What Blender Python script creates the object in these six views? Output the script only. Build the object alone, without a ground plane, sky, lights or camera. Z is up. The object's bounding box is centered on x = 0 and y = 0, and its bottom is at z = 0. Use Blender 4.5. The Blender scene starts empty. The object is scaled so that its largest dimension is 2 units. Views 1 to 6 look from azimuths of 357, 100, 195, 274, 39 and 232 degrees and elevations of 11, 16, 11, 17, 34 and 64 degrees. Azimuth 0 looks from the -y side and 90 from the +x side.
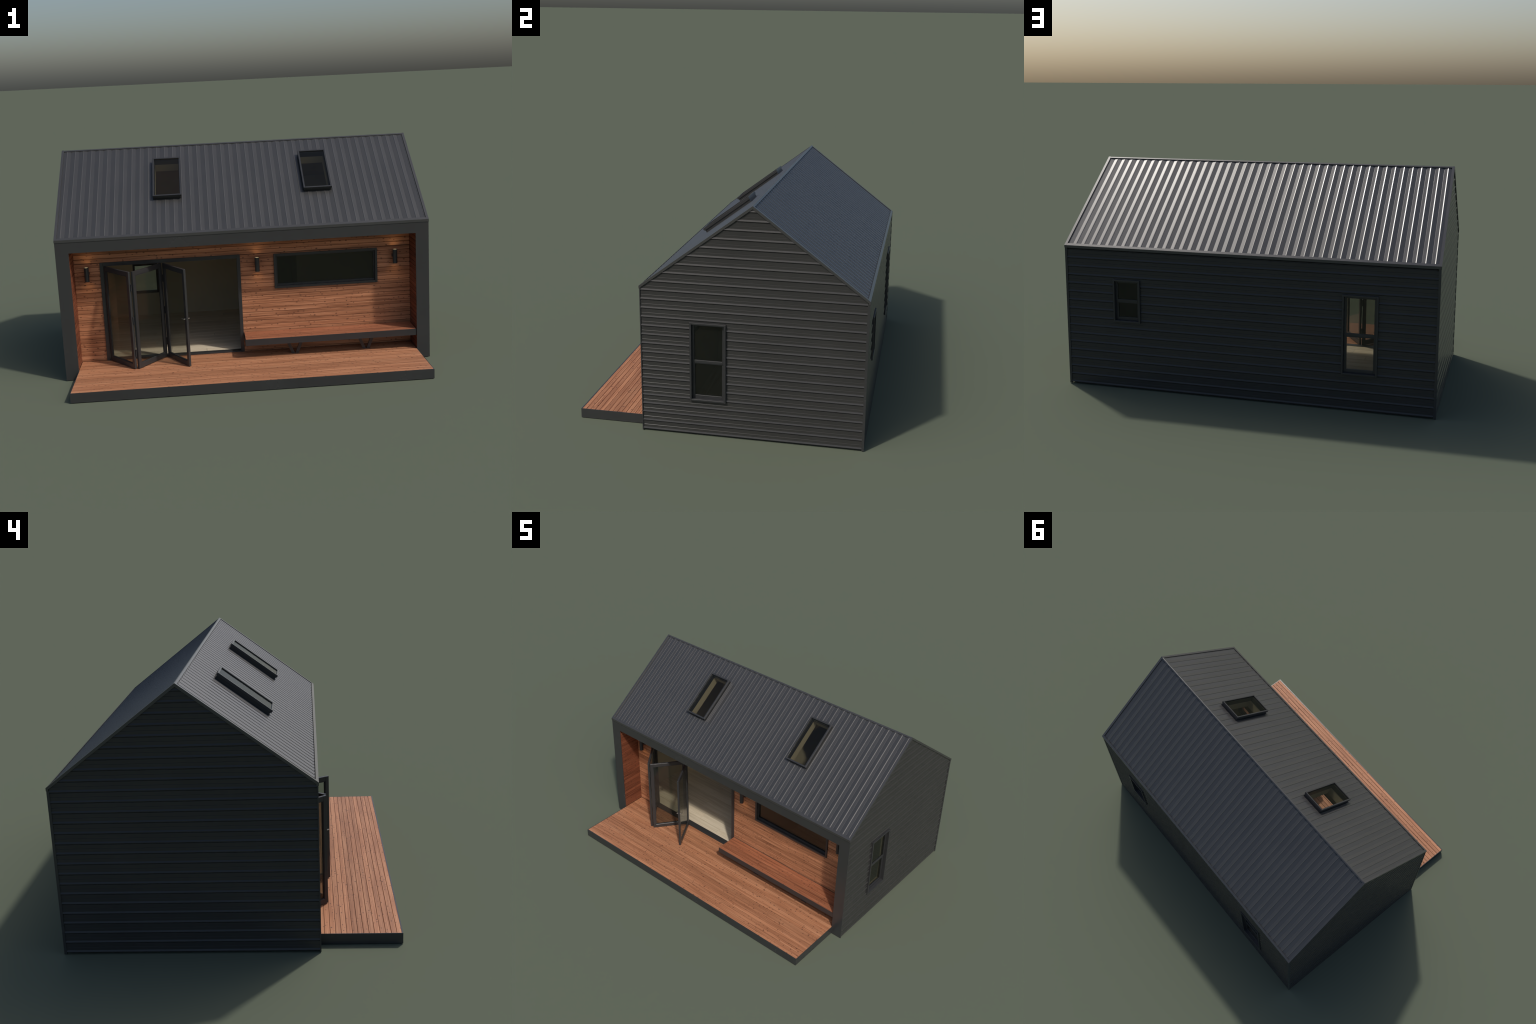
"""Small modern gabled cabin: dark metal cladding and roof, timber porch,
bifold door, bench, wall lamps, skylights and a projecting timber deck."""
import bpy, bmesh, math, random
from mathutils import Matrix, Vector

random.seed(7)

# ------------------------------------------------------------------ sizes
XL, XR = -1.0000, 0.9945          # roof ends (left / right)
YF, YB = -0.3905, 0.7408          # front / back eave
YR, ZR, ZE = 0.1750, 1.1975, 0.7700   # ridge line, ridge height, eave height
PITCH = 0.0463                    # siding course and roof rib spacing
DECK_Z = 0.0497
WALL_Y = -0.2290                  # face of the timber porch wall
PLANK = 0.0238
XPL, XPR = -0.9300, 0.9240         # timber side walls of the porch
CEIL_Z = 0.699
GAB_L, GAB_R, BACK = -0.9955, 0.9896, 0.7365   # recessed faces of the siding

# ------------------------------------------------------------------ nodes
def new_mat(name):
    m = bpy.data.materials.new(name)
    m.use_nodes = True
    nt = m.node_tree
    return m, nt, nt.nodes["Principled BSDF"]

def node(nt, kind, **kw):
    n = nt.nodes.new(kind)
    for k, v in kw.items():
        if k.startswith("i_"):
            key = k[2:]
            key = int(key) if key.isdigit() else key.replace("_", " ")
            n.inputs[key].default_value = v
        else:
            setattr(n, k, v)
    return n

def math_node(nt, op, a, b=None, clamp=False):
    n = nt.nodes.new("ShaderNodeMath")
    n.operation, n.use_clamp = op, clamp
    for i, v in enumerate((a, b)):
        if v is None:
            continue
        if isinstance(v, (int, float)):
            n.inputs[i].default_value = v
        else:
            nt.links.new(v, n.inputs[i])
    return n.outputs[0]

def mix_col(nt, fac, a, b, mode="MIX"):
    n = nt.nodes.new("ShaderNodeMix")
    n.data_type, n.blend_type = "RGBA", mode
    for sock, v in ((n.inputs[0], fac), (n.inputs[6], a), (n.inputs[7], b)):
        if isinstance(v, (int, float)):
            sock.default_value = v
        elif isinstance(v, tuple):
            sock.default_value = (*v, 1.0)
        else:
            nt.links.new(v, sock)
    return n.outputs[2]

def ramp(nt, fac, stops):
    n = nt.nodes.new("ShaderNodeValToRGB")
    e = n.color_ramp.elements
    while len(e) < len(stops):
        e.new(0.5)
    for el, (p, c) in zip(e, stops):
        el.position = p
        el.color = (*c, 1.0) if isinstance(c, tuple) else (c, c, c, 1.0)
    nt.links.new(fac, n.inputs[0])
    return n.outputs[0]

def coated_metal(name, base, rough, metallic, spread=0.05, spec=0.5, coat=0.0):
    """Powder coated sheet: almost even colour, faint cloudiness and grain."""
    m, nt, b = new_mat(name)
    tc = node(nt, "ShaderNodeTexCoord")
    big = node(nt, "ShaderNodeTexNoise", i_Scale=5.0, i_Detail=4.0)
    nt.links.new(tc.outputs["Object"], big.inputs["Vector"])
    lo = tuple(c * (1 - spread) for c in base)
    hi = tuple(c * (1 + spread) for c in base)
    nt.links.new(ramp(nt, big.outputs[0], [(0.3, lo), (0.7, hi)]), b.inputs["Base Color"])
    r = node(nt, "ShaderNodeMapRange")
    r.inputs["To Min"].default_value, r.inputs["To Max"].default_value = rough - 0.012, rough + 0.012
    nt.links.new(big.outputs[0], r.inputs[0])
    nt.links.new(r.outputs[0], b.inputs["Roughness"])
    b.inputs["Metallic"].default_value = metallic
    b.inputs["Specular IOR Level"].default_value = spec
    b.inputs["Coat Weight"].default_value, b.inputs["Coat Roughness"].default_value = coat, rough
    return m

def timber(name, dark, mid, light, knot, rough=0.55, knots=1.0, tone=0.16, yellow=0.25):
    """Planed softwood, grain along local X, one tone per plank, small knots."""
    m, nt, b = new_mat(name)
    tc, info = node(nt, "ShaderNodeTexCoord"), node(nt, "ShaderNodeObjectInfo")
    rnd = info.outputs["Random"]
    shift = node(nt, "ShaderNodeCombineXYZ")
    nt.links.new(math_node(nt, "MULTIPLY", rnd, 13.7), shift.inputs[0])
    nt.links.new(math_node(nt, "MULTIPLY", rnd, 71.3), shift.inputs[1])
    add = node(nt, "ShaderNodeVectorMath", operation="ADD")
    nt.links.new(tc.outputs["Object"], add.inputs[0])
    nt.links.new(shift.outputs[0], add.inputs[1])
    def stretched(sx, sy, detail, rough_n=0.55):
        mp = node(nt, "ShaderNodeMapping")
        mp.inputs["Scale"].default_value = (sx, sy, sy)
        nt.links.new(add.outputs[0], mp.inputs["Vector"])
        n = node(nt, "ShaderNodeTexNoise", i_Scale=1.0, i_Detail=detail, i_Roughness=rough_n)
        nt.links.new(mp.outputs[0], n.inputs["Vector"])
        return n.outputs[0]
    grain = stretched(5.0, 210.0, 4.0)
    bands = stretched(2.2, 60.0, 2.0)
    g = math_node(nt, "ADD", math_node(nt, "MULTIPLY", grain, 0.55), math_node(nt, "MULTIPLY", bands, 0.45))
    fine = stretched(3.0, 520.0, 2.0)
    g = math_node(nt, "SUBTRACT", g, math_node(nt, "MULTIPLY", math_node(nt, "SUBTRACT", fine, 0.50, True), 0.75))
    col = ramp(nt, g, [(0.36, dark), (0.50, mid), (0.65, light)])
    # tone of the single plank
    wn = node(nt, "ShaderNodeTexWhiteNoise", noise_dimensions="1D")
    nt.links.new(math_node(nt, "MULTIPLY", rnd, 517.0), wn.inputs["W"])
    tone_v = node(nt, "ShaderNodeMapRange")
    tone_v.inputs["To Min"].default_value, tone_v.inputs["To Max"].default_value = 1 - tone, 1 + tone
    nt.links.new(wn.outputs["Value"], tone_v.inputs[0])
    sc = node(nt, "ShaderNodeVectorMath", operation="SCALE")
    nt.links.new(col, sc.inputs[0])
    nt.links.new(tone_v.outputs[0], sc.inputs["Scale"])
    pale = math_node(nt, "MULTIPLY", math_node(nt, "GREATER_THAN", rnd, 0.82), yellow)
    col = mix_col(nt, pale, sc.outputs[0], tuple(min(1, c * 1.25) for c in light))
    # knots
    mp = node(nt, "ShaderNodeMapping")
    mp.inputs["Scale"].default_value = (33.0, 52.0, 0.0)
    nt.links.new(add.outputs[0], mp.inputs["Vector"])
    wob = node(nt, "ShaderNodeTexNoise", i_Scale=260.0, i_Detail=1.0)
    nt.links.new(add.outputs[0], wob.inputs["Vector"])
    vo = node(nt, "ShaderNodeTexVoronoi", voronoi_dimensions="2D", i_Scale=1.0, i_Randomness=1.0)
    nt.links.new(mp.outputs[0], vo.inputs["Vector"])
    sep = node(nt, "ShaderNodeSeparateColor")
    nt.links.new(vo.outputs["Color"], sep.inputs[0])
    keep = math_node(nt, "GREATER_THAN", sep.outputs[0], 0.60)
    size = math_node(nt, "MULTIPLY", sep.outputs[1], 0.115)
    dist = math_node(nt, "SUBTRACT", vo.outputs["Distance"], math_node(nt, "ADD", size, math_node(nt, "MULTIPLY", wob.outputs[0], 0.08)))
    spot = math_node(nt, "MULTIPLY", math_node(nt, "SUBTRACT", 1.0, math_node(nt, "MULTIPLY", dist, 14.0), True), keep)
    spot = math_node(nt, "MULTIPLY", spot, math_node(nt, "MULTIPLY", math_node(nt, "ADD", sep.outputs[2], 0.55, True), 0.80 * knots))
    col = mix_col(nt, spot, col, knot)
    nt.links.new(col, b.inputs["Base Color"])
    b.inputs["Roughness"].default_value = rough
    b.inputs["Specular IOR Level"].default_value = 0.35
    bump = node(nt, "ShaderNodeBump")
    bump.inputs["Strength"].default_value, bump.inputs["Distance"].default_value = 0.25, 0.0006
    nt.links.new(grain, bump.inputs["Height"])
    nt.links.new(bump.outputs[0], b.inputs["Normal"])
    return m

def plaster(name, base):
    m, nt, b = new_mat(name)
    tc = node(nt, "ShaderNodeTexCoord")
    n = node(nt, "ShaderNodeTexNoise", i_Scale=9.0, i_Detail=5.0)
    nt.links.new(tc.outputs["Object"], n.inputs["Vector"])
    nt.links.new(ramp(nt, n.outputs[0], [(0.3, tuple(c * 0.96 for c in base)), (0.7, tuple(c * 1.03 for c in base))]), b.inputs["Base Color"])
    b.inputs["Roughness"].default_value = 0.85
    return m

def glazing(name, tint, alpha, rough=0.04, mirror=0.8):
    m, nt, b = new_mat(name)
    fres = node(nt, "ShaderNodeFresnel", i_IOR=1.5)
    glossy = node(nt, "ShaderNodeBsdfGlossy", i_Color=(0.95, 0.97, 1.0, 1.0), i_Roughness=rough)
    clear = node(nt, "ShaderNodeBsdfTransparent", i_Color=(*tint, 1.0))
    b.inputs["Base Color"].default_value = (0.02, 0.022, 0.02, 1)
    b.inputs["Roughness"].default_value = 0.1
    mix1, mix2 = node(nt, "ShaderNodeMixShader"), node(nt, "ShaderNodeMixShader")
    mix1.inputs[0].default_value = alpha
    nt.links.new(clear.outputs[0], mix1.inputs[1])
    nt.links.new(b.outputs[0], mix1.inputs[2])
    side = node(nt, "ShaderNodeNewGeometry")
    outer = math_node(nt, "SUBTRACT", 1.0, side.outputs["Backfacing"])
    nt.links.new(math_node(nt, "MULTIPLY", math_node(nt, "MULTIPLY", fres.outputs[0], outer), mirror), mix2.inputs[0])
    nt.links.new(mix1.outputs[0], mix2.inputs[1])
    nt.links.new(glossy.outputs[0], mix2.inputs[2])
    nt.links.new(mix2.outputs[0], nt.nodes["Material Output"].inputs["Surface"])
    return m

M_SIDING = coated_metal("siding_charcoal", (0.044, 0.043, 0.041), 0.25, 0.0, spec=0.33)
M_ROOF = coated_metal("roof_graphite", (0.047, 0.046, 0.045), 0.32, 0.0, spec=0.70, coat=0.20)
M_TRIM = coated_metal("trim_charcoal", (0.043, 0.043, 0.043), 0.27, 0.0)
M_FRAME = coated_metal("frame_anthracite", (0.036, 0.036, 0.037), 0.30, 0.0)
M_CORE = plaster("sheathing_dark", (0.03, 0.03, 0.03))
M_DECK = timber("deck_timber", (0.29, 0.116, 0.055), (0.42, 0.183, 0.091), (0.53, 0.260, 0.138), (0.085, 0.032, 0.020), tone=0.13)
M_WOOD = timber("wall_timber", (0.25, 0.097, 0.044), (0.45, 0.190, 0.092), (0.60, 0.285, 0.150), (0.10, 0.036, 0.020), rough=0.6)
M_RETURN = timber("return_timber_shade_tinted", (0.105, 0.030, 0.014), (0.18, 0.054, 0.025), (0.25, 0.085, 0.042), (0.05, 0.016, 0.009), rough=0.6)  # wall timber darkened and reddened: porch shade painted into side walls and ceiling
M_BENCH = timber("bench_timber", (0.21, 0.072, 0.034), (0.33, 0.120, 0.058), (0.43, 0.18, 0.092), (0.10, 0.034, 0.02))
M_FLOOR = timber("floor_timber", (0.58, 0.48, 0.34), (0.69, 0.59, 0.44), (0.76, 0.68, 0.54), (0.50, 0.38, 0.24), rough=0.5, knots=0.25, tone=0.08, yellow=0.15)
M_PLASTER = plaster("plaster_cream", (0.46, 0.40, 0.28))  # cream lowered in value, so the dim interior light is partly in the colour
M_GLASS = glazing("door_glazing", (0.86, 0.87, 0.84), 0.14)
M_GLASS_WIN = glazing("window_glazing", (0.78, 0.78, 0.73), 0.24, mirror=0.6)
M_GLASS_SKY = glazing("skylight_glazing", (0.84, 0.84, 0.80), 0.10, mirror=0.4)
M_STEEL, _nt, _b = new_mat("handle_steel")
_b.inputs["Base Color"].default_value, _b.inputs["Metallic"].default_value, _b.inputs["Roughness"].default_value = (0.62, 0.60, 0.57, 1), 1.0, 0.3
M_LAMP, _nt, _b = new_mat("lamp_glow")
_b.inputs["Base Color"].default_value = (0.9, 0.7, 0.4, 1)
_b.inputs["Emission Color"].default_value = (1.0, 0.76, 0.40, 1)
_b.inputs["Emission Strength"].default_value = 20.0

# ------------------------------------------------------------------ builders
def link(name, mesh, parent, mat=None, matrix=None):
    o = bpy.data.objects.new(name, mesh)
    bpy.context.scene.collection.objects.link(o)
    if parent is not None:
        o.parent = parent
    if matrix is not None:
        if matrix.determinant() < 0:      # mirrored frame: put it into the mesh
            mesh.transform(matrix)
            mesh.flip_normals()
        else:
            o.matrix_local = matrix
    if mat is not None and not mesh.materials:
        mesh.materials.append(mat)
    return o

def empty(name, parent=None):
    o = bpy.data.objects.new(name, None)
    o.empty_display_size = 0.1
    bpy.context.scene.collection.objects.link(o)
    if parent is not None:
        o.parent = parent
    return o

def finish(bm, name, smooth=None):
    bmesh.ops.recalc_face_normals(bm, faces=bm.faces)
    me = bpy.data.meshes.new(name)
    bm.to_mesh(me)
    bm.free()
    if smooth is not None:
        me.shade_smooth()
        me.set_sharp_from_angle(angle=math.radians(smooth))
    return me

def add_box(bm, lo, hi, bevel=0.0):
    lo, hi = Vector(lo), Vector(hi)
    geo = bmesh.ops.create_cube(bm, size=1.0)
    for v in geo["verts"]:
        v.co = Vector((lo[i] + (v.co[i] + 0.5) * (hi[i] - lo[i]) for i in range(3)))
    if bevel:
        edges = list({e for v in geo["verts"] for e in v.link_edges})
        bmesh.ops.bevel(bm, geom=edges, offset=bevel, segments=1, affect="EDGES", clamp_overlap=True)

def add_prism(bm, poly, axis, a, b):
    """Closed polygon of (p, q) pairs swept along a world axis from a to b."""
    def co(p, q, t):
        return {"X": (t, p, q), "Y": (p, t, q), "Z": (p, q, t)}[axis]
    lo = [bm.verts.new(co(p, q, a)) for p, q in poly]
    hi = [bm.verts.new(co(p, q, b)) for p, q in poly]
    bm.faces.new(lo)
    bm.faces.new(hi[::-1])
    n = len(poly)
    for i in range(n):
        bm.faces.new((lo[i], hi[i], hi[(i + 1) % n], lo[(i + 1) % n]))

def box(name, parent, mat, lo, hi, bevel=0.0008, matrix=None):
    bm = bmesh.new()
    add_box(bm, lo, hi, bevel)
    return link(name, finish(bm, name), parent, mat, matrix)

def boxes(name, parent, mat, items, bevel=0.0, matrix=None):
    bm = bmesh.new()
    for lo, hi in items:
        add_box(bm, lo, hi, bevel)
    return link(name, finish(bm, name), parent, mat, matrix)

def tile(u0, u1, v0, v1, holes):
    """Rectangles that fill u0..u1 x v0..v1 around rectangular holes."""
    vs = sorted({v0, v1, *[v for h in holes for v in h[2:] if v0 < v < v1]})
    out = []
    for a, b in zip(vs, vs[1:]):
        cur = u0
        for h in sorted(holes):
            if h[2] < b - 1e-6 and h[3] > a + 1e-6:
                if h[0] > cur:
                    out.append((cur, h[0], a, b))
                cur = max(cur, h[1])
        if cur < u1:
            out.append((cur, u1, a, b))
    return out

plank_cache = {}
def plank(name, parent, mat, length, width, matrix, thick=0.007, chamfer=0.0009):
    key = (mat.name, round(length, 4), round(width, 4))
    if key not in plank_cache:
        bm = bmesh.new()
        h, c = width / 2, chamfer
        add_prism(bm, [(-h, -thick), (h, -thick), (h, -c), (h - c, 0), (-h + c, 0), (-h, -c)], "X", 0, length)
        me = finish(bm, name)
        me.materials.append(mat)
        plank_cache[key] = me
    return link(name, plank_cache[key], parent, None, matrix)

def frame_matrix(origin, ex, ey, ez):
    return Matrix(((ex[0], ey[0], ez[0], origin[0]), (ex[1], ey[1], ez[1], origin[1]), (ex[2], ey[2], ez[2], origin[2]), (0, 0, 0, 1)))

# ------------------------------------------------------------------ the thing
house = empty("cabin")
house["label"] = "small dark gabled cabin with timber porch, deck and folding glass door"
house["category"] = "house"

# openings: (u0, u1, z0, z1)
DOOR = (-0.7905, -0.0228, DECK_Z, 0.6070)
WIN_F = (0.1630, 0.7405, 0.4030, 0.5985)
WIN_G = (-0.1357, 0.0476, 0.1882, 0.6008)      # right gable, u = y
WIN_BT = (-0.7020, -0.5198, 0.1890, 0.6005)    # back, tall
WIN_BS = (0.5640, 0.7175, 0.3678, 0.5998)      # back, small
SKY = [(-0.4785, -0.3215), (0.3500, 0.5070)]   # skylights in x
SK0, SK1 = 0.1345, 0.4420                      # skylights down the slope

def shrink(o, e):
    return (o[0] + e, o[1] - e, o[2] + e, o[3] - e)

# ------------------------------------------------------------------ siding
siding = empty("siding", house)
RIB0 = 0.0125
def board_profile(h):
    """Outer line of one course: drip rib at the foot, fine groove, flat face."""
    return [(-0.0010, -0.0036), (0.0027, -0.0034), (0.0036, -0.0027), (0.0035, -0.0019), (0.0, 0.0050),
            (0.0, 0.0184), (-0.0011, 0.0196), (0.0, 0.0201),
            (0.0, h - 0.0086), (-0.0022, h - 0.0070), (-0.0022, h - 0.0039), (-0.0095, h - 0.0039), (-0.0095, -0.0036)]

def siding_wall(u0, u1, ztop, holes, to_world, clip=()):
    """Courses of boards from the ground up, trimmed around windows and roof."""
    k = 0
    while RIB0 + k * PITCH < ztop - 0.004:
        z = RIB0 + k * PITCH
        k += 1
        lo_z, hi_z = z - 0.0036, min(z + PITCH - 0.0039, ztop)
        touching = [o for o in holes if o[2] < hi_z and o[3] > lo_z]
        for a, b, c, d in tile(u0, u1, lo_z, hi_z, touching):
            bm = bmesh.new()
            prof = [(q, z + p) for q, p in board_profile(PITCH)]
            lo = [bm.verts.new((a, q, p)) for q, p in prof]
            hi = [bm.verts.new((b, q, p)) for q, p in prof]
            n = len(prof)
            bm.faces.new(lo), bm.faces.new(hi[::-1])
            for i in range(n):
                bm.faces.new((lo[i], hi[i], hi[(i + 1) % n], lo[(i + 1) % n]))
            cuts = list(clip)
            if c > lo_z + 1e-5:
                cuts.append(((0, 0, c), (0, 0, -1)))
            if d < z + PITCH - 0.0040:
                cuts.append(((0, 0, d), (0, 0, 1)))
            for co, no in cuts:
                r = bmesh.ops.bisect_plane(bm, geom=bm.verts[:] + bm.edges[:] + bm.faces[:], plane_co=co, plane_no=no, clear_outer=True)
                cut = [e for e in r["geom_cut"] if isinstance(e, bmesh.types.BMEdge)]
                if cut:
                    bmesh.ops.holes_fill(bm, edges=cut)
            if not bm.faces:
                bm.free()
                continue
            for v in bm.verts:
                v.co = to_world(v.co)
            link("siding_board", finish(bm, "siding_board"), siding, M_SIDING)

TAN_F, TAN_B = (ZR - ZE) / (YR - YF), (ZR - ZE) / (YB - YR)
DROP = 0.0150                       # boards stop under the verge trim
clip_gable = [((YF, 0, ZE - DROP), (-TAN_F, 0, 1)), ((YB, 0, ZE - DROP), (TAN_B, 0, 1))]
siding_wall(-0.3832, 0.7285, ZR - DROP, [], lambda c: (GAB_L - c[1], c[0], c[2]), clip_gable)
siding_wall(-0.3832, 0.7285, ZR - DROP, [shrink(WIN_G, 0.004)], lambda c: (GAB_R + c[1], c[0], c[2]), clip_gable)
siding_wall(XL + 0.0140, XR - 0.0145, ZE - 0.0148, [shrink(WIN_BT, 0.004), shrink(WIN_BS, 0.004)], lambda c: (c[0], BACK + c[1], c[2]))

# corner trims
for x0, x1 in ((XL + 0.0012, XL + 0.0140), (XR - 0.0145, XR - 0.0015)):
    box("corner_trim", house, M_TRIM, (x0, 0.7278, 0.0), (x1, YB - 0.0010, ZE - 0.0146), 0)

# ------------------------------------------------------------------ wall cores and linings
core = []
for a, b, c, d in tile(-0.379, 0.718, 0.0, ZE - 0.016, []):
    core.append(((GAB_L + 0.0097, a, c), (GAB_L + 0.018, b, d)))
for a, b, c, d in tile(-0.379, 0.718, 0.0, ZE - 0.016, [shrink(WIN_G, 0.009)]):
    core.append(((GAB_R - 0.018, a, c), (GAB_R - 0.0097, b, d)))
for a, b, c, d in tile(GAB_L + 0.02, GAB_R - 0.02, 0.0, ZE - 0.016, [shrink(WIN_BT, 0.009), shrink(WIN_BS, 0.009)]):
    core.append(((a, BACK - 0.018, c), (b, BACK - 0.0097, d)))
for a, b, c, d in tile(GAB_L + 0.02, GAB_R - 0.02, 0.0, 0.86, [DOOR, shrink(WIN_F, 0.009)]):
    core.append(((a, -0.2215, c), (b, -0.2105, d)))
core += [((GAB_L + 0.02, -0.379, 0.0), (XPL - 0.008, -0.222, ZE - 0.02)),
         ((XPR + 0.008, -0.379, 0.0), (GAB_R - 0.02, -0.222, ZE - 0.02)),
         ((XPL - 0.007, -0.378, CEIL_Z + 0.008), (XPR + 0.007, -0.222, ZE - 0.02))]
boxes("wall_sheathing", house, M_CORE, core)
bm = bmesh.new()
tri = [(YF + 0.008, ZE - 0.016), (YB - 0.018, ZE - 0.016), (YR, ZR - 0.028)]
add_prism(bm, tri, "X", GAB_L + 0.0097, GAB_L + 0.018)
add_prism(bm, tri, "X", GAB_R - 0.018, GAB_R - 0.0097)
link("gable_sheathing", finish(bm, "gable_sheathing"), house, M_CORE)

IN_L, IN_R, IN_F, IN_B = -0.957, 0.951, -0.198, 0.697
lining = []
for a, b, c, d in tile(IN_F, IN_B, 0.050, 0.76, []):
    lining.append(((GAB_L + 0.0185, a, c), (IN_L, b, d)))
for a, b, c, d in tile(IN_F, IN_B, 0.050, 0.76, [shrink(WIN_G, 0.010)]):
    lining.append(((IN_R, a, c), (GAB_R - 0.0185, b, d)))
for a, b, c, d in tile(IN_L, IN_R, 0.050, 0.76, [shrink(WIN_BT, 0.010), shrink(WIN_BS, 0.010)]):
    lining.append(((a, IN_B, c), (b, BACK - 0.0185, d)))
for a, b, c, d in tile(IN_L, IN_R, 0.050, 0.87, [DOOR, shrink(WIN_F, 0.010)]):
    lining.append(((a, -0.2100, c), (b, IN_F, d)))
boxes("interior_wall", house, M_PLASTER, lining)
bm = bmesh.new()
tri = [(IN_F + 0.001, 0.7605), (IN_B - 0.001, 0.7605), (YR, 1.12)]
add_prism(bm, tri, "X", GAB_L + 0.0185, IN_L)
add_prism(bm, tri, "X", IN_R, GAB_R - 0.0185)
link("interior_gable", finish(bm, "interior_gable"), house, M_PLASTER)
# rooms: one cross wall, and a small closed room in the back corner
boxes("partition_wall", house, M_PLASTER, [((0.130, IN_F, 0.055), (0.146, IN_B, 0.78)), ((0.130, -0.02, 0.78), (0.146, 0.37, 0.97)),
      ((0.352, 0.360, 0.055), (0.367, IN_B, 0.79)), ((0.367, 0.360, 0.055), (IN_R, 0.375, 0.955)), ((0.352, 0.360, 0.79), (0.367, 0.50, 0.90))])
gloom_panels = [((a, IN_B - 0.0030, c), (b, IN_B - 0.0005, d)) for a, b, c, d in tile(0.3675, IN_R - 0.0005, 0.0560, 0.7500, [shrink(WIN_BS, 0.010)])]  # near-black panels modelled to make the unlit room read dark behind its window
gloom_panels += [((IN_R - 0.0030, 0.3755, 0.0560), (IN_R - 0.0005, IN_B - 0.0035, 0.7500)), ((0.3675, 0.3755, 0.0560), (0.3700, IN_B - 0.0035, 0.7500)),
          ((0.3705, 0.3755, 0.0560), (IN_R - 0.0035, 0.3780, 0.9300)), ((0.3705, 0.3785, 0.0556), (IN_R - 0.0035, IN_B - 0.0035, 0.0580))]
boxes("room_gloom_panels", house, M_CORE, gloom_panels)
# floor boards
floor = box("interior_floor", house, M_CORE, (IN_L, IN_F - 0.012, 0.030), (IN_R, IN_B, 0.0475), 0)
FB = 0.0640
n_rows = int(math.ceil((IN_B - IN_F) / FB))
for i in range(n_rows):
    y = IN_F + (i + 0.5) * FB
    w = FB - 0.0014
    if y + FB / 2 > IN_B:
        w = IN_B - (y - FB / 2)
        y = IN_B - w / 2
    cut = IN_L + random.uniform(0.35, 1.5)
    for a, b in ((IN_L, cut), (cut + 0.0012, IN_R)):
        plank("floor_board", floor, M_FLOOR, b - a, w, Matrix.Translation((a, y, 0.0548)), 0.006, 0.0004)

# ------------------------------------------------------------------ porch: portal frame
portal = boxes("portal_frame", house, M_TRIM, [
    ((XL + 0.0014, -0.3885, 0.0), (-0.9284, -0.3835, CEIL_Z - 0.002)),
    ((0.9227, -0.3885, 0.0), (XR - 0.0012, -0.3835, CEIL_Z - 0.002)),
    ((XL + 0.0014, -0.3885, CEIL_Z - 0.002), (XR - 0.0012, -0.3835, ZE - 0.0146))])

porch = empty("porch_cladding", house)
# timber back wall: rows of planks cut around door and window
z = DECK_Z + 0.0006
nxt = 0.0583
while z < CEIL_Z - 0.002:
    top = min(nxt, CEIL_Z - 0.0005)
    h = top - z - 0.0017
    holes = [o for o in (shrink(DOOR, 0.004), shrink(WIN_F, 0.004)) if o[2] - 0.008 < z + h / 2 and o[3] > z + h / 2]
    cells = []
    for o in (shrink(DOOR, 0.004), shrink(WIN_F, 0.004)):
        if z < o[3] and top > o[2] - 0.01:
            cells.append((o[0], o[1], o[2] if o is not cells else o[2], o[3]))
    for a, b, c, d in tile(XPL, XPR, z, z + h, [(q[0], q[1], q[2] - (0.01 if q[2] < 0.06 else 0), q[3]) for q in cells]):
        if d - c < 0.003:
            continue
        m = frame_matrix((a, WALL_Y, (c + d) / 2), (1, 0, 0), (0, 0, 1), (0, -1, 0))
        plank("wall_plank", porch, M_WOOD, b - a - 0.0004, d - c, m)
    z, nxt = top, nxt + PLANK
# timber side walls
z, nxt = DECK_Z + 0.0006, 0.0583
while z < CEIL_Z - 0.002:
    top = min(nxt, CEIL_Z - 0.0005)
    h = top - z - 0.0017
    L = -0.3838 - WALL_Y
    if h > 0.003:
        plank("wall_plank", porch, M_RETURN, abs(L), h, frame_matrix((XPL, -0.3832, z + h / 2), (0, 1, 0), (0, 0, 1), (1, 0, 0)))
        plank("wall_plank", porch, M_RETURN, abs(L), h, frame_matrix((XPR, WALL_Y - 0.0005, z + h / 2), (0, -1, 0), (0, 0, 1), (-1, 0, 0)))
    z, nxt = top, nxt + PLANK
# timber ceiling
y = -0.3828
while y < WALL_Y - 0.004:
    w = min(PLANK, WALL_Y - 0.0005 - y) - 0.0010
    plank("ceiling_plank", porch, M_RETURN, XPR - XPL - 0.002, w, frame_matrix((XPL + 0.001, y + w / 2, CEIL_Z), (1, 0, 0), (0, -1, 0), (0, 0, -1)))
    y += PLANK

# ------------------------------------------------------------------ deck
DX0, DX1, DY = -0.9292, 0.9240, -0.7465
deck = boxes("deck", house, M_TRIM, [
    ((DX0, DY, 0.0), (DX1, DY + 0.0058, DECK_Z)),
    ((DX0, DY + 0.0058, 0.0), (DX0 + 0.0030, -0.3886, DECK_Z)),
    ((DX1 - 0.0030, DY + 0.0058, 0.0), (DX1, -0.3886, DECK_Z)),
    ((DX0 + 0.003, DY + 0.0058, 0.004), (DX1 - 0.003, -0.2220, DECK_Z - 0.0085))])
y0, edge = DY + 0.0062, -0.7188
while y0 < WALL_Y - 0.002:
    y1 = min(edge, WALL_Y)
    w = y1 - y0 - 0.0015
    if w > 0.003:
        inside = y0 > -0.387
        a, b = (XPL + 0.002, XPR - 0.002) if inside else (DX0 + 0.0032, DX1 - 0.0032)
        plank("deck_plank", deck, M_DECK, b - a, w, Matrix.Translation((a, y0 + w / 2, DECK_Z - 0.0002)))
    y0, edge = y1, edge + 0.0242

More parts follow.
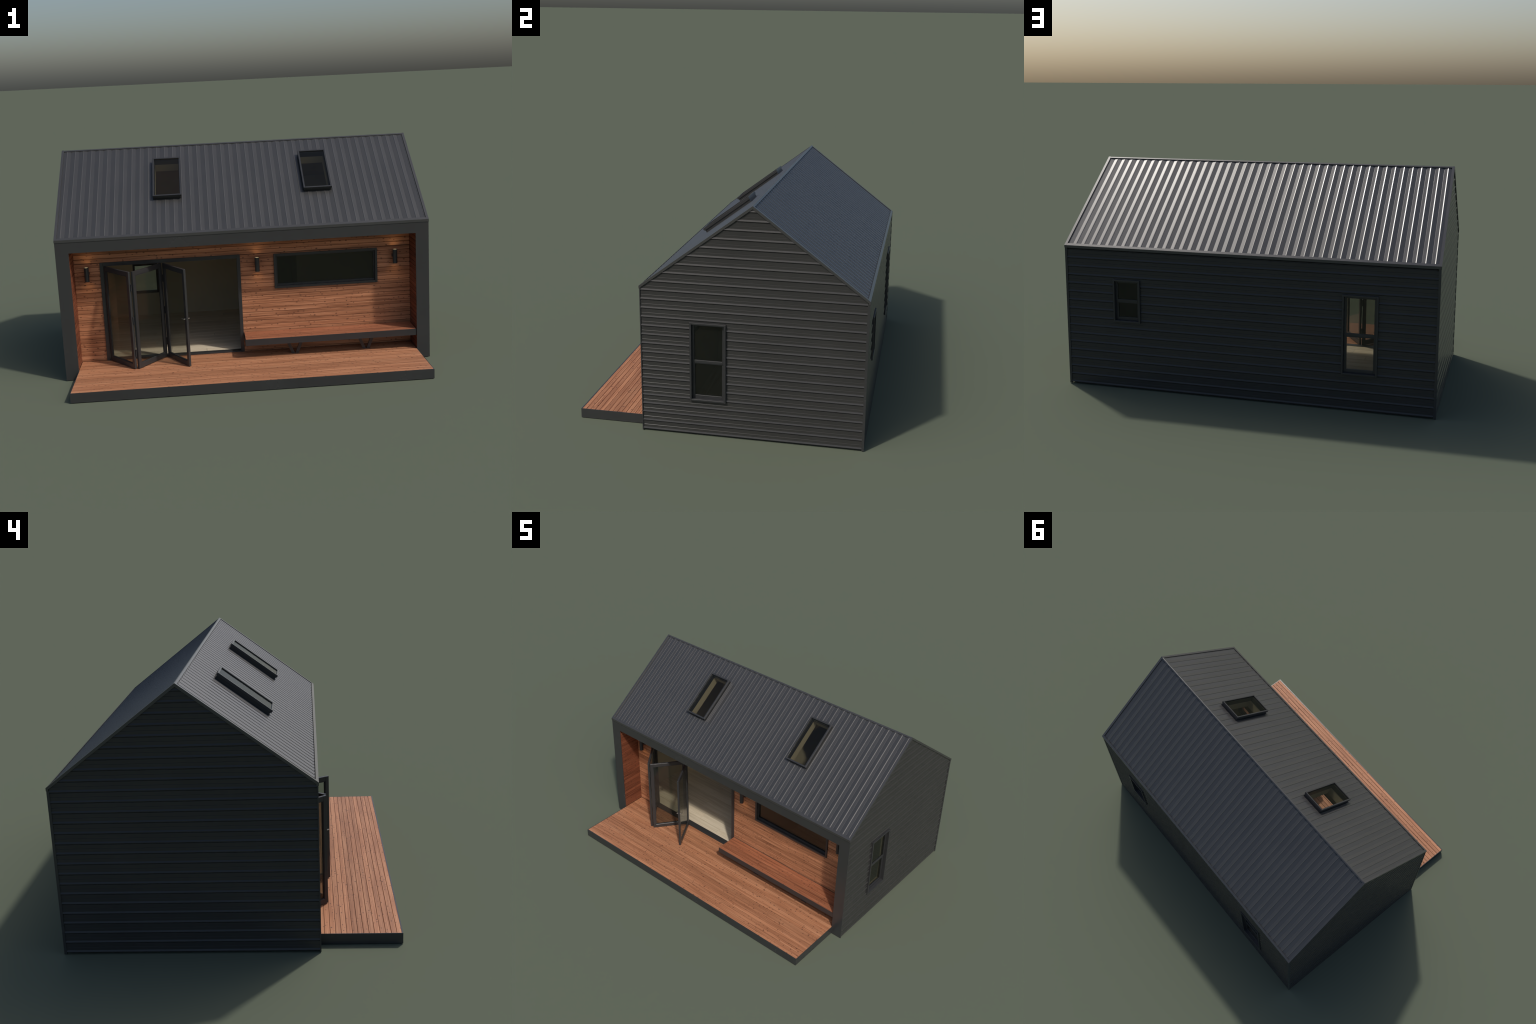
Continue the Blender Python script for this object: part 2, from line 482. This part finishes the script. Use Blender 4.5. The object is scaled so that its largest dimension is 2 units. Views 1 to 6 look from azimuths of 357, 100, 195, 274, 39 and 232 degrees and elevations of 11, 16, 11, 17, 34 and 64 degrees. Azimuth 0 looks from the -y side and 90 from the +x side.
# ------------------------------------------------------------------ bench
BX0, BX1, BY0, BY1, BT, BB = -0.0205, 0.9205, -0.3845, -0.2300, 0.1615, 0.1265
bench = empty("bench", house)
boxes("bench_frame", bench, M_FRAME, [((BX0, BY0, BB), (BX1, BY0 + 0.006, BT)), ((BX0, BY1 - 0.004, BB), (BX1, BY1, BT - 0.001)),
      ((BX0, BY0 + 0.006, BB), (BX0 + 0.004, BY1 - 0.004, BT)), ((BX1 - 0.004, BY0 + 0.006, BB), (BX1, BY1 - 0.004, BT)),
      ((BX0 + 0.004, BY0 + 0.006, BB + 0.002), (BX1 - 0.004, BY1 - 0.004, BT - 0.008))], 0.0)
n = 6
w = (BY1 - 0.004 - BY0 - 0.0016) / n
for i in range(n):
    plank("bench_slat", bench, M_BENCH, BX1 - BX0 - 0.003, w - 0.0017, Matrix.Translation((BX0 + 0.0015, BY0 + 0.0016 + (i + 0.5) * w, BT + 0.0012)), 0.0010 + 0.0070, 0.0008)
for cx in (0.2535, 0.6510):
    bm = bmesh.new()
    for s in (-1, 1):
        foot, top, t = cx + s * 0.0100, cx + s * 0.0425, 0.0088
        add_prism(bm, [(foot - t, DECK_Z), (foot + t, DECK_Z), (top + t, BB + 0.003), (top - t, BB + 0.003)], "Y", -0.3230, -0.3110)
    link("bench_leg", finish(bm, "bench_leg"), bench, M_FRAME)

# ------------------------------------------------------------------ wall lamps
def tube(bm, r_out, r_in, z0, z1, seg=32, cap=None):
    rings = []
    prof = [(r_in, z0), (r_out, z0), (r_out, z1), (r_in, z1)]
    for r, zz in prof:
        rings.append([bm.verts.new((r * math.cos(2 * math.pi * i / seg), r * math.sin(2 * math.pi * i / seg), zz)) for i in range(seg)])
    for a in range(4):
        ra, rb = rings[a], rings[(a + 1) % 4]
        for i in range(seg):
            bm.faces.new((ra[i], ra[(i + 1) % seg], rb[(i + 1) % seg], rb[i]))

lamp_mesh = None
for lx in (-0.8600, 0.0692, 0.8355):
    lamp = empty("wall_lamp", house)
    lamp.location = (lx, -0.2620, 0.5510)
    if lamp_mesh is None:
        bm = bmesh.new()
        tube(bm, 0.0130, 0.0108, -0.0390, 0.0390)
        shade = finish(bm, "lamp_shade", 35)
        shade.materials.append(M_FRAME)
        bm = bmesh.new()
        for z0 in (-0.0300, 0.0280):
            bmesh.ops.create_cone(bm, cap_ends=True, segments=32, radius1=0.0106, radius2=0.0106, depth=0.002, matrix=Matrix.Translation((0, 0, z0 + 0.001)))
        bulb = finish(bm, "lamp_bulb", 35)
        bulb.materials.append(M_LAMP)
        bm = bmesh.new()
        rot = Matrix.Rotation(math.pi / 2, 4, "X")
        bmesh.ops.create_cone(bm, cap_ends=True, segments=24, radius1=0.0125, radius2=0.0125, depth=0.0055, matrix=Matrix.Translation((0, 0.0303, 0.0)) @ rot)
        bmesh.ops.create_cone(bm, cap_ends=True, segments=16, radius1=0.005, radius2=0.005, depth=0.018, matrix=Matrix.Translation((0, 0.0200, 0.0)) @ rot)
        mount = finish(bm, "lamp_mount", 35)
        mount.materials.append(M_FRAME)
        lamp_mesh = True
    link("lamp_shade", shade, lamp)
    link("lamp_bulb", bulb, lamp)
    link("lamp_mount", mount, lamp)

# ------------------------------------------------------------------ bifold door
d = DOOR
FD = 0.019
boxes("door_frame", house, M_FRAME, [
    ((d[0], -0.2370, d[2]), (d[0] + FD, -0.1960, d[3])),
    ((d[1] - FD, -0.2370, d[2]), (d[1], -0.1960, d[3])),
    ((d[0] + FD, -0.2370, d[3] - 0.0205), (d[1] - FD, -0.1960, d[3])),
    ((d[0] + FD, -0.2370, d[2]), (d[1] - FD, -0.1960, d[2] + 0.0070))], 0.0008)

def door_panel(p0, p1, z0, z1, thick, handle=0):
    p0, p1 = Vector((*p0, 0)), Vector((*p1, 0))
    ex = (p1 - p0).normalized()
    ey = Vector((-ex.y, ex.x, 0))
    m = frame_matrix((p0.x, p0.y, 0), ex, ey, (0, 0, 1))
    L, t, s = (p1 - p0).length, thick / 2, 0.0190
    bm = bmesh.new()
    for lo, hi in (((0, -t, z0), (s, t, z1)), ((L - s, -t, z0), (L, t, z1)),
                   ((s, -t, z0), (L - s, t, z0 + 0.0245)), ((s, -t, z1 - 0.0225), (L - s, t, z1))):
        add_box(bm, lo, hi, 0.0007)
    p = link("door_panel", finish(bm, "door_panel"), house, M_FRAME, m)
    box("door_glass", p, M_GLASS, (s - 0.002, -0.0015, z0 + 0.022), (L - s + 0.002, 0.0015, z1 - 0.020), 0)
    # glazing bead, a thin step inside the frame
    bm = bmesh.new()
    q = 0.004
    for lo, hi in (((s, -0.0042, z0 + 0.0245), (s + q, 0.0042, z1 - 0.0225)), ((L - s - q, -0.0042, z0 + 0.0245), (L - s, 0.0042, z1 - 0.0225)),
                   ((s + q, -0.0042, z0 + 0.0245), (L - s - q, 0.0042, z0 + 0.0245 + q)), ((s + q, -0.0042, z1 - 0.0225 - q), (L - s - q, 0.0042, z1 - 0.0225))):
        add_box(bm, lo, hi)
    link("glazing_bead", finish(bm, "glazing_bead"), p, M_CORE)
    if handle:
        bm = bmesh.new()
        for sgn in (-1, 1):
            add_box(bm, (L - 0.0135, sgn * t - 0.001 if sgn > 0 else -t - 0.011, 0.3125), (L - 0.0085, t + 0.011 if sgn > 0 else -t + 0.001, 0.3165), 0.0005)
            y0 = t + 0.008 if sgn > 0 else -t - 0.0115
            add_box(bm, (L - 0.034, y0, 0.3120), (L - 0.0085, y0 + 0.0035, 0.3170), 0.0008)
        link("door_handle", finish(bm, "door_handle"), p, M_STEEL)
    return p

Z0, Z1 = 0.0535, 0.5855
PT = 0.0125
A, B, C, D = (-0.7660, -0.2330), (-0.6145, -0.4225), (-0.4525, -0.2330), (-0.3265, -0.4430)
door_panel(A, (B[0] - 0.0040, B[1] - 0.002), Z0, Z1, PT)
door_panel((B[0] + 0.0100, B[1] - 0.002), (C[0] - 0.0065, C[1] + 0.000), Z0, Z1, PT)
door_panel((C[0] + 0.0065, C[1] - 0.004), D, Z0, Z1, PT, 1)
bm = bmesh.new()
for zz in (0.14, 0.32, 0.50):
    for hx, hy in ((B[0] + 0.0022, B[1] - 0.0010), (C[0], C[1] + 0.003)):
        bmesh.ops.create_cone(bm, cap_ends=True, segments=12, radius1=0.0034, radius2=0.0034, depth=0.040, matrix=Matrix.Translation((hx, hy, zz)))
link("door_hinge", finish(bm, "door_hinge", 35), house, M_FRAME)

# ------------------------------------------------------------------ windows
def ring(bm, r, wid, w0, w1, bevel=0.0006):
    u0, u1, v0, v1 = r
    l, rr, bt, tp = wid if isinstance(wid, tuple) else (wid,) * 4
    add_box(bm, (u0, v0, w0), (u0 + l, v1, w1), bevel)
    add_box(bm, (u1 - rr, v0, w0), (u1, v1, w1), bevel)
    add_box(bm, (u0 + l, v0, w0), (u1 - rr, v0 + bt, w1), bevel)
    add_box(bm, (u0 + l, v1 - tp, w0), (u1 - rr, v1, w1), bevel)

def sash_window(o, matrix, deep=0.034):
    """Double hung window; local u across, v up, w out of the wall (0 = trim face)."""
    u0, u1, v0, v1 = o
    bm = bmesh.new()
    ring(bm, o, 0.0092, -deep, 0.0)
    top = link("window_frame", finish(bm, "window_frame"), house, M_FRAME, matrix)
    mid = (v0 + v1) / 2
    i = (u0 + 0.0092, u1 - 0.0092, v0 + 0.0092, v1 - 0.0092)
    s = 0.0118
    bm = bmesh.new()
    ring(bm, (i[0], i[1], mid - 0.0072, i[3]), (s, s, 0.0144, 0.0095), -0.0270, -0.0165)
    link("window_sash", finish(bm, "window_sash"), top, M_FRAME)
    bm = bmesh.new()
    ring(bm, (i[0], i[1], i[2], mid - 0.0075), (s + 0.002, s + 0.002, 0.0170, 0.0050), -0.0300, -0.0195)
    link("window_sash", finish(bm, "window_sash"), top, M_FRAME)
    box("window_glass", top, M_GLASS_WIN, (i[0] + s - 0.002, mid + 0.005, -0.0225), (i[1] - s + 0.002, i[3] - 0.008, -0.0205), 0)
    box("window_glass", top, M_GLASS_WIN, (i[0] + s, i[2] + 0.0155, -0.0255), (i[1] - s, mid - 0.011, -0.0235), 0)
    return top

sash_window(WIN_G, frame_matrix((1.0000, 0, 0), (0, 1, 0), (0, 0, 1), (1, 0, 0)))
flip = lambda o: (-o[1], -o[0], o[2], o[3])
for o in (WIN_BT, WIN_BS):
    sash_window(flip(o), frame_matrix((0, 0.7465, 0), (-1, 0, 0), (0, 0, 1), (0, 1, 0)))
m = frame_matrix((0, -0.2370, 0), (1, 0, 0), (0, 0, 1), (0, -1, 0))
bm = bmesh.new()
ring(bm, WIN_F, 0.0130, -0.0340, 0.0)
wf = link("window_frame", finish(bm, "window_frame"), house, M_FRAME, m)
bm = bmesh.new()
i = shrink(WIN_F, 0.0130)
ring(bm, i, (0.0065, 0.0065, 0.0095, 0.0065), -0.0300, -0.0150)
link("window_sash", finish(bm, "window_sash"), wf, M_FRAME)
box("window_glass", wf, M_GLASS_WIN, (i[0] + 0.004, i[2] + 0.006, -0.0235), (i[1] - 0.004, i[3] - 0.004, -0.0215), 0)

# ------------------------------------------------------------------ roof
roof = empty("roof", house)
LEN_F, LEN_B = math.hypot(YR - YF, ZR - ZE), math.hypot(YB - YR, ZR - ZE)

def slope_matrix(front):
    """x along the ridge, y down the slope, z out of the roof surface."""
    if front:
        ey = Vector((0, YF - YR, ZE - ZR)).normalized()
        ex = Vector((1, 0, 0))
    else:
        ey = Vector((0, YB - YR, ZE - ZR)).normalized()
        ex = Vector((1, 0, 0))
    ez = Vector((0, -ey.z * (1 if ey.y > 0 else -1), abs(ey.y)))
    if ez.z < 0:
        ez = -ez
    return frame_matrix((0, YR, ZR), ex, ey, ez)

H_Q = -0.0040
RAKE, RIDGE, EAVE = 0.0135, 0.0105, 0.0150
PX0 = -0.9690                       # foot of the first rib

def sheet_profile(x0, x1):
    """Ribbed sheet: pan, upstand, lip, upper flat, fall, pan ..."""
    rel = [(-0.0012, -0.0034), (0.0, -0.0020), (0.0046, -0.0036), (0.0210, -0.0049), (0.0222, -0.0062)]
    pts, k = [], -2
    while PX0 + k * PITCH < x1 + PITCH:
        for dx, hh in rel:
            pts.append((PX0 + k * PITCH + dx, hh))
        k += 1
    def at(x):
        for (a, ha), (b, hb) in zip(pts, pts[1:]):
            if a <= x <= b:
                return ha + (hb - ha) * (x - a) / (b - a)
        return H_Q
    xs = sorted({x0, x1, *[e for s in SKY for e in s], *[p[0] for p in pts if x0 < p[0] < x1]})
    return [(x, at(x)) for x in xs]

def roof_sheet(front):
    L = LEN_F if front else LEN_B
    prof = sheet_profile(XL + RAKE - 0.002, XR - RAKE + 0.002)
    ss = [0.004, SK0, SK1, L - 0.006] if front else [0.004, L - 0.006]
    bm = bmesh.new()
    rows = [[bm.verts.new((x, s, h)) for x, h in prof] for s in ss]
    for r in range(len(ss) - 1):
        for i in range(len(prof) - 1):
            mid = (prof[i][0] + prof[i + 1][0]) / 2
            if front and r == 1 and any(a < mid < b for a, b in SKY):
                continue
            bm.faces.new((rows[r][i], rows[r + 1][i], rows[r + 1][i + 1], rows[r][i + 1]))
    me = finish(bm, "roof_sheet")
    if me.polygons[0].normal.z < 0:
        me.flip_normals()
    link("roof_sheet", me, roof, M_ROOF, slope_matrix(front))

for front in (True, False):
    L = LEN_F if front else LEN_B
    m = slope_matrix(front)
    roof_sheet(front)
    holes = [(a + 0.010, b - 0.010, SK0 + 0.010, SK1 - 0.010) for a, b in SKY] if front else []
    boxes("roof_deck", roof, M_CORE, [((a, c, -0.0165), (b, e, -0.0075)) for a, b, c, e in tile(XL + 0.009, XR - 0.009, 0.001, L - 0.006, holes)], 0, m)
    gap = 0.052
    end = L - 0.235 if front else L - 0.035
    boxes("ceiling_lining", roof, M_PLASTER, [((a, c, -0.0700), (b, e, -0.0168)) for a, b, c, e in tile(IN_L, IN_R, gap, L - 0.185 if front else L - 0.062, holes)], 0, m)
    # ridge and eave strips
    bm = bmesh.new()
    add_box(bm, (XL + RAKE, 0.0012, -0.0045), (XR - RAKE, RIDGE, -0.0002), 0.0004)
    link("ridge_cap", finish(bm, "ridge_cap"), roof, M_ROOF, m)

# eave trims with upright face, verge trims following both slopes
for ye, sgn, tan in ((YF, 1, TAN_F), (YB, -1, TAN_B)):
    c = math.cos(math.atan(tan))
    w = EAVE * c
    bm = bmesh.new()
    add_prism(bm, [(ye, ZE - 0.0003), (ye, ZE - 0.0143), (ye + sgn * 0.010, ZE - 0.0143), (ye + sgn * 0.010, ZE - 0.006),
                   (ye + sgn * w, ZE + w * tan - 0.0050), (ye + sgn * w, ZE + w * tan - 0.0003)], "X", XL + 0.0006, XR - 0.0006)
    link("eave_trim", finish(bm, "eave_trim"), roof, M_ROOF)
chev = [(YF - 0.0004, ZE), (YF - 0.0004, ZE - 0.0145), (YR, ZR - 0.0150), (YB + 0.0004, ZE - 0.0145), (YB + 0.0004, ZE), (YR, ZR)]
for a, b in ((XL, XL + RAKE), (XR - RAKE, XR)):
    bm = bmesh.new()
    add_prism(bm, chev, "X", a, b)
    link("verge_trim", finish(bm, "verge_trim"), roof, M_ROOF)

# ------------------------------------------------------------------ skylights
mf = slope_matrix(True)
for a, b in SKY:
    bm = bmesh.new()
    inset = 0.0045
    r = (a, b, SK0, SK1)
    ring(bm, r, 0.0085, 0.0120, 0.0255, 0.0006)
    ring(bm, shrink(r, inset), 0.0065, -0.0180, 0.0122, 0.0)
    s = link("skylight", finish(bm, "skylight"), house, M_FRAME, mf)
    g = shrink(r, 0.0080)
    box("skylight_glass", s, M_GLASS_SKY, (g[0], g[2], 0.0190), (g[1], g[3], 0.0210), 0, mf)
